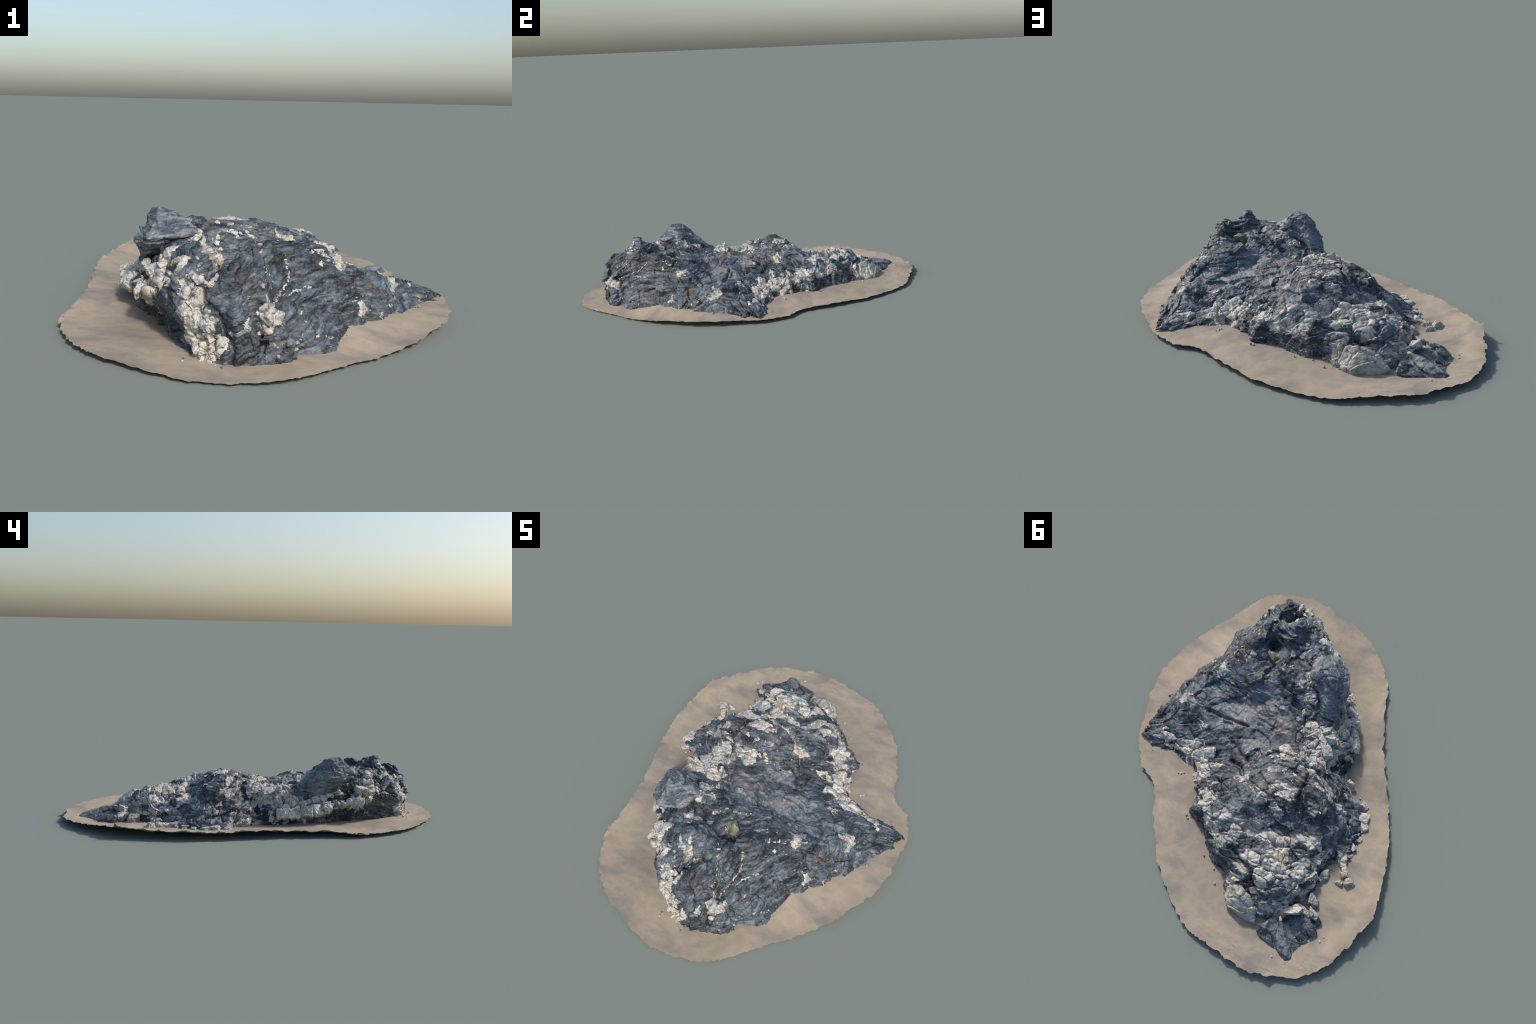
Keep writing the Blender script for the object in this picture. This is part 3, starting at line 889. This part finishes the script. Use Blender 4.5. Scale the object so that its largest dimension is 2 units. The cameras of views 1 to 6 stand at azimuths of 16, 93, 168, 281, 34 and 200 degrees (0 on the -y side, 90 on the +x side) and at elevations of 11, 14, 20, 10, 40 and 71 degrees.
# ---- quartz blocks standing out of the veins
def block_mesh(k):
    rng = np.random.default_rng(300 + k)
    size = np.array([.030, .024 * rng.uniform(.75, 1.1), .020 * rng.uniform(.8, 1.2)])
    corner = np.array([(x, y, z) for x in (-1, 1) for y in (-1, 1) for z in (-1, 1)], float)
    pts = np.vstack([corner * rng.uniform(.62, 1.0, (8, 3)), rng.normal(size=(7, 3)) * .62])
    v, q = voxelised([hull(pts * size)], .0024)
    v = relax(v, q, 3)
    n = vertex_normals(v, q)
    o = v + 3.7 * k
    f1, f2, num, pt = cells(o, 46, 400 + k)
    d = .0028 * fbm(o, 45, 3, 402) - .0030 * (1 - smooth(0, .10, f2 - f1)) + .0035 * (((num & 255) / 255.) - .5)
    v = v + n * d[:, None]
    me = make_object("quartz_block", v, q, QUARTZ_MAT).data
    bpy.data.objects.remove(bpy.data.objects[-1]) if False else None
    return me


holder = [o for o in bpy.data.objects]
BLOCKS = [block_mesh(k) for k in range(12)]
for o in [o for o in bpy.data.objects if o not in holder]:
    bpy.data.objects.remove(o)


def place(mesh, p, n, along, scale, parent, sink=.3, name="quartz_block"):
    n = Vector(n).normalized()
    x = Vector(along)
    x = (x - n * x.dot(n)).normalized()
    y = n.cross(x)
    M = Matrix((x, y, n)).transposed().to_4x4()
    s = scale if isinstance(scale, tuple) else (scale,) * 3
    M = Matrix.Translation(Vector(p) - n * sink * .02 * s[2]) @ M @ Matrix.Diagonal((*s, 1))
    ob = bpy.data.objects.new(name, mesh)
    bpy.context.scene.collection.objects.link(ob)
    ob.parent = parent
    low = min((M @ Vector(c))[2] for c in ob.bound_box)
    if low < .002:
        M = Matrix.Translation((0, 0, .002 - low)) @ M
    ob.matrix_world = M
    return ob


def owner(p):
    if p[0] > .40 and p[1] > -.30:
        return masses["ledge"]
    return masses["crag" if p[1] < -.27 else "saddle" if p[1] < -.03 else "hump" if p[1] < .34 else "ridge"]


def scatter_blocks(count=105):
    rng = np.random.default_rng(21)
    d = np.cross(V[Q[:, 2]] - V[Q[:, 0]], V[Q[:, 3]] - V[Q[:, 1]])
    area = np.linalg.norm(d, axis=1) / 2
    nf = d / (np.linalg.norm(d, axis=1, keepdims=True) + 1e-12)
    w = area * live * is_quartz * (zone_value(centre) > .45) * (centre[:, 1] < np.where(centre[:, 0] > .08, .36, .16)) * (centre[:, 2] > .02) * (nf[:, 2] > -.5)
    order = rng.choice(len(Q), 6000, p=w / w.sum())
    done = []
    for i in order:
        s = rng.choice([.5, .75, 1.0, 1.3], p=[.32, .32, .24, .12])
        if any((centre[i] - p) @ (centre[i] - p) < (.030 * (s + t) * .62) ** 2 for p, t in done):
            continue
        done.append((centre[i], s))
        n = relaxed_normal[i] * .8 + rng.normal(size=3) * .25
        ln = layer_normal(centre[i][None])[0]
        place(BLOCKS[rng.integers(12)], centre[i], n, np.cross(n, ln) + .4 * rng.normal(size=3), (s, s * rng.uniform(.7, 1.1), s * rng.uniform(.5, .8)), owner(centre[i]), .85)
        if len(done) >= count:
            break
    return done


smoothN = vertex_normals(relax(V, Q, 8), Q)
relaxed_normal = smoothN[Q].mean(1)
# the row of big cracked blocks in the west wall: place, size, lean
WEST_BLOCKS = [((-.372, -.235, .088), (1.5, 1.3, 1.3)), ((-.350, -.295, .095), (1.25, 1.5, 1.2)), ((-.325, -.350, .100), (1.2, 1.4, 1.2)),
               ((-.298, -.400, .108), (1.4, 1.6, 1.2)), ((-.268, -.448, .115), (.9, 1.2, 1.1)), 
               ((-.345, -.170, .065), (1.2, 1.3, 1.1)), ((-.272, -.345, .140), (.75, .8, .8)),
               ((-.256, -.380, .147), (1.0, .8, .9)), ((-.235, -.425, .155), (.8, .8, .8)),
               ((-.215, -.455, .175), (.9, .8, .9)), ((-.20, -.480, .190), (.8, .7, .8)), ((-.180, -.565, .135), (.9, .9, .9)),
               ((-.24, -.14, .172), (1.9, 1.4, 1.2)), ((-.20, -.20, .190), (1.5, 1.2, 1.0)), ((-.115, -.615, .20), (1.3, 1.0, .9)), ((-.075, -.64, .225), (1.2, .9, .9))]
for k, (p, s) in enumerate(WEST_BLOCKS):
    hit, n, _, _ = surface.find_nearest(Vector(p))
    nn = Vector((-.80, -.42, .35)) if p[2] < .17 and p[1] < -.15 else Vector((-.35, -.1, .9))
    place(BLOCKS[k % 12], .35 * np.array(p) + .65 * np.array(hit), nn + Vector((.25 * math.sin(5 * k), .25 * math.cos(3 * k), .3 * math.sin(7 * k))), (.5, -.85, .1 + .35 * math.sin(2.3 * k)), s, masses["crag" if p[1] < -.27 else "saddle"], .35)

# slabs of quartz lying on the sand along the west side
for k, (x, y, z, s) in enumerate([(-.53, .09, .030, 1.2), (-.515, .04, .030, 1.0), (-.55, .13, .028, .9), (-.545, .20, .026, .8), (-.525, .26, .026, .9)]):
    place(BLOCKS[(5 * k) % 12], (x, y, z), (.1 * (-1) ** k, .1, 1), (math.cos(k), math.sin(k), 0), (s, s, s * .6), masses["hump"], .3)

scattered = scatter_blocks()

# ---- thin quartz veins: strings of small broken pieces
VEINS = [([(.276, -.557, .25), (.290, -.585, .225), (.303, -.612, .20), (.297, -.66, .18), (.291, -.712, .16), (.285, -.75, .14)], .0055),
         ([(.350, -.570, .175), (.325, -.62, .165), (.30, -.68, .165)], .005),
         ([(.226, -.646, .30), (.235, -.665, .26), (.24, -.69, .215), (.245, -.72, .185)], .006),
         ([(.10, -.665, .335), (.125, -.695, .295), (.145, -.725, .255), (.15, -.75, .22)], .0075),
         ([(.06, -.70, .27), (.075, -.745, .235), (.09, -.77, .21)], .0075),
         ([(-.094, -.457, .345), (-.080, -.475, .325), (-.062, -.52, .295)], .005),
         ([(-.10, .035, .24), (-.10, .075, .242)], .008), ([(-.03, .02, .23), (.02, -.02, .205)], .008),
         ([(.06, -.46, .26), (.12, -.41, .255), (.18, -.37, .25)], .009), ([(.33, -.47, .27), (.40, -.39, .23), (.44, -.33, .20)], .006),
         ([(.36, -.74, .03), (.37, -.70, .07)], .007), ([(.43, -.60, .03), (.40, -.66, .05)], .005), ([(.47, -.34, .11), (.468, -.37, .07), (.465, -.40, .03)], .004)]


def vein_strings():
    rng = np.random.default_rng(77)
    VV, FF, base = [], [], 0
    ico = hull([(math.cos(a) * c, math.sin(a) * c, z) for a in np.arange(6) * math.pi / 3 for c, z in ((1, -.4), (.8, .6))] + [(0, 0, 1.05), (0, 0, -1)])
    for line, r in VEINS:
        line = np.array(line)
        seg = np.linalg.norm(np.diff(line, axis=0), axis=1)
        t = np.r_[0, np.cumsum(seg)]
        s = 0
        while s < t[-1]:
            size = .8 * r * rng.uniform(.45, 1.35)
            p = np.array([np.interp(s, t, line[:, k]) for k in range(3)]) + rng.normal(size=3) * r * .25
            hit, n, _, _ = surface.find_nearest(Vector(p))
            if rng.uniform() > .2:
                rot = np.array(Matrix.Rotation(rng.uniform(0, 6), 3, Vector(rng.normal(size=3))))
                v = (ico[0] * rng.uniform(.75, 1.2, (len(ico[0]), 1)) * (1.5, .85, .7) * size) @ rot.T + np.array(hit)
                VV.append(v)
                FF += [tuple(i + base for i in f) for f in ico[1]]
                base += len(v)
            s += size * 1.15
    # small rubble where the rock meets the sand
    for _ in range(45):
        poly = ROCK_PLAN if rng.uniform() < .8 else TAIL_PLAN
        i = rng.integers(len(poly))
        a, b = np.array(poly[i]), np.array(poly[(i + 1) % len(poly)])
        p = a + (b - a) * rng.uniform() + rng.normal(size=2) * .012
        if p[0] < .05 and p[1] < -.25:
            continue
        size = rng.uniform(.0025, .0075)
        z = sand_height(p[None])[0]
        v = ico[0] * rng.uniform(.7, 1.2, (len(ico[0]), 1)) * size * (1, 1, .7) + np.array([*p, z + size * .2])
        VV.append(v)
        FF += [tuple(i + base for i in f) for f in ico[1]]
        base += len(v)
    VV = np.vstack(VV)
    VV[:, 2] = np.maximum(VV[:, 2], .003)
    me = bpy.data.meshes.new("vein_pebbles")
    me.from_pydata(VV.tolist(), [], FF)
    me.materials.append(QUARTZ_MAT)
    ob = bpy.data.objects.new("vein_pebbles", me)
    bpy.context.scene.collection.objects.link(ob)
    ob.parent = masses["crag"]
    ob["kind"] = "stuff"


vein_strings()

print("verts", len(V), "blocks", len(scattered), "quartz share", is_quartz[live].mean())
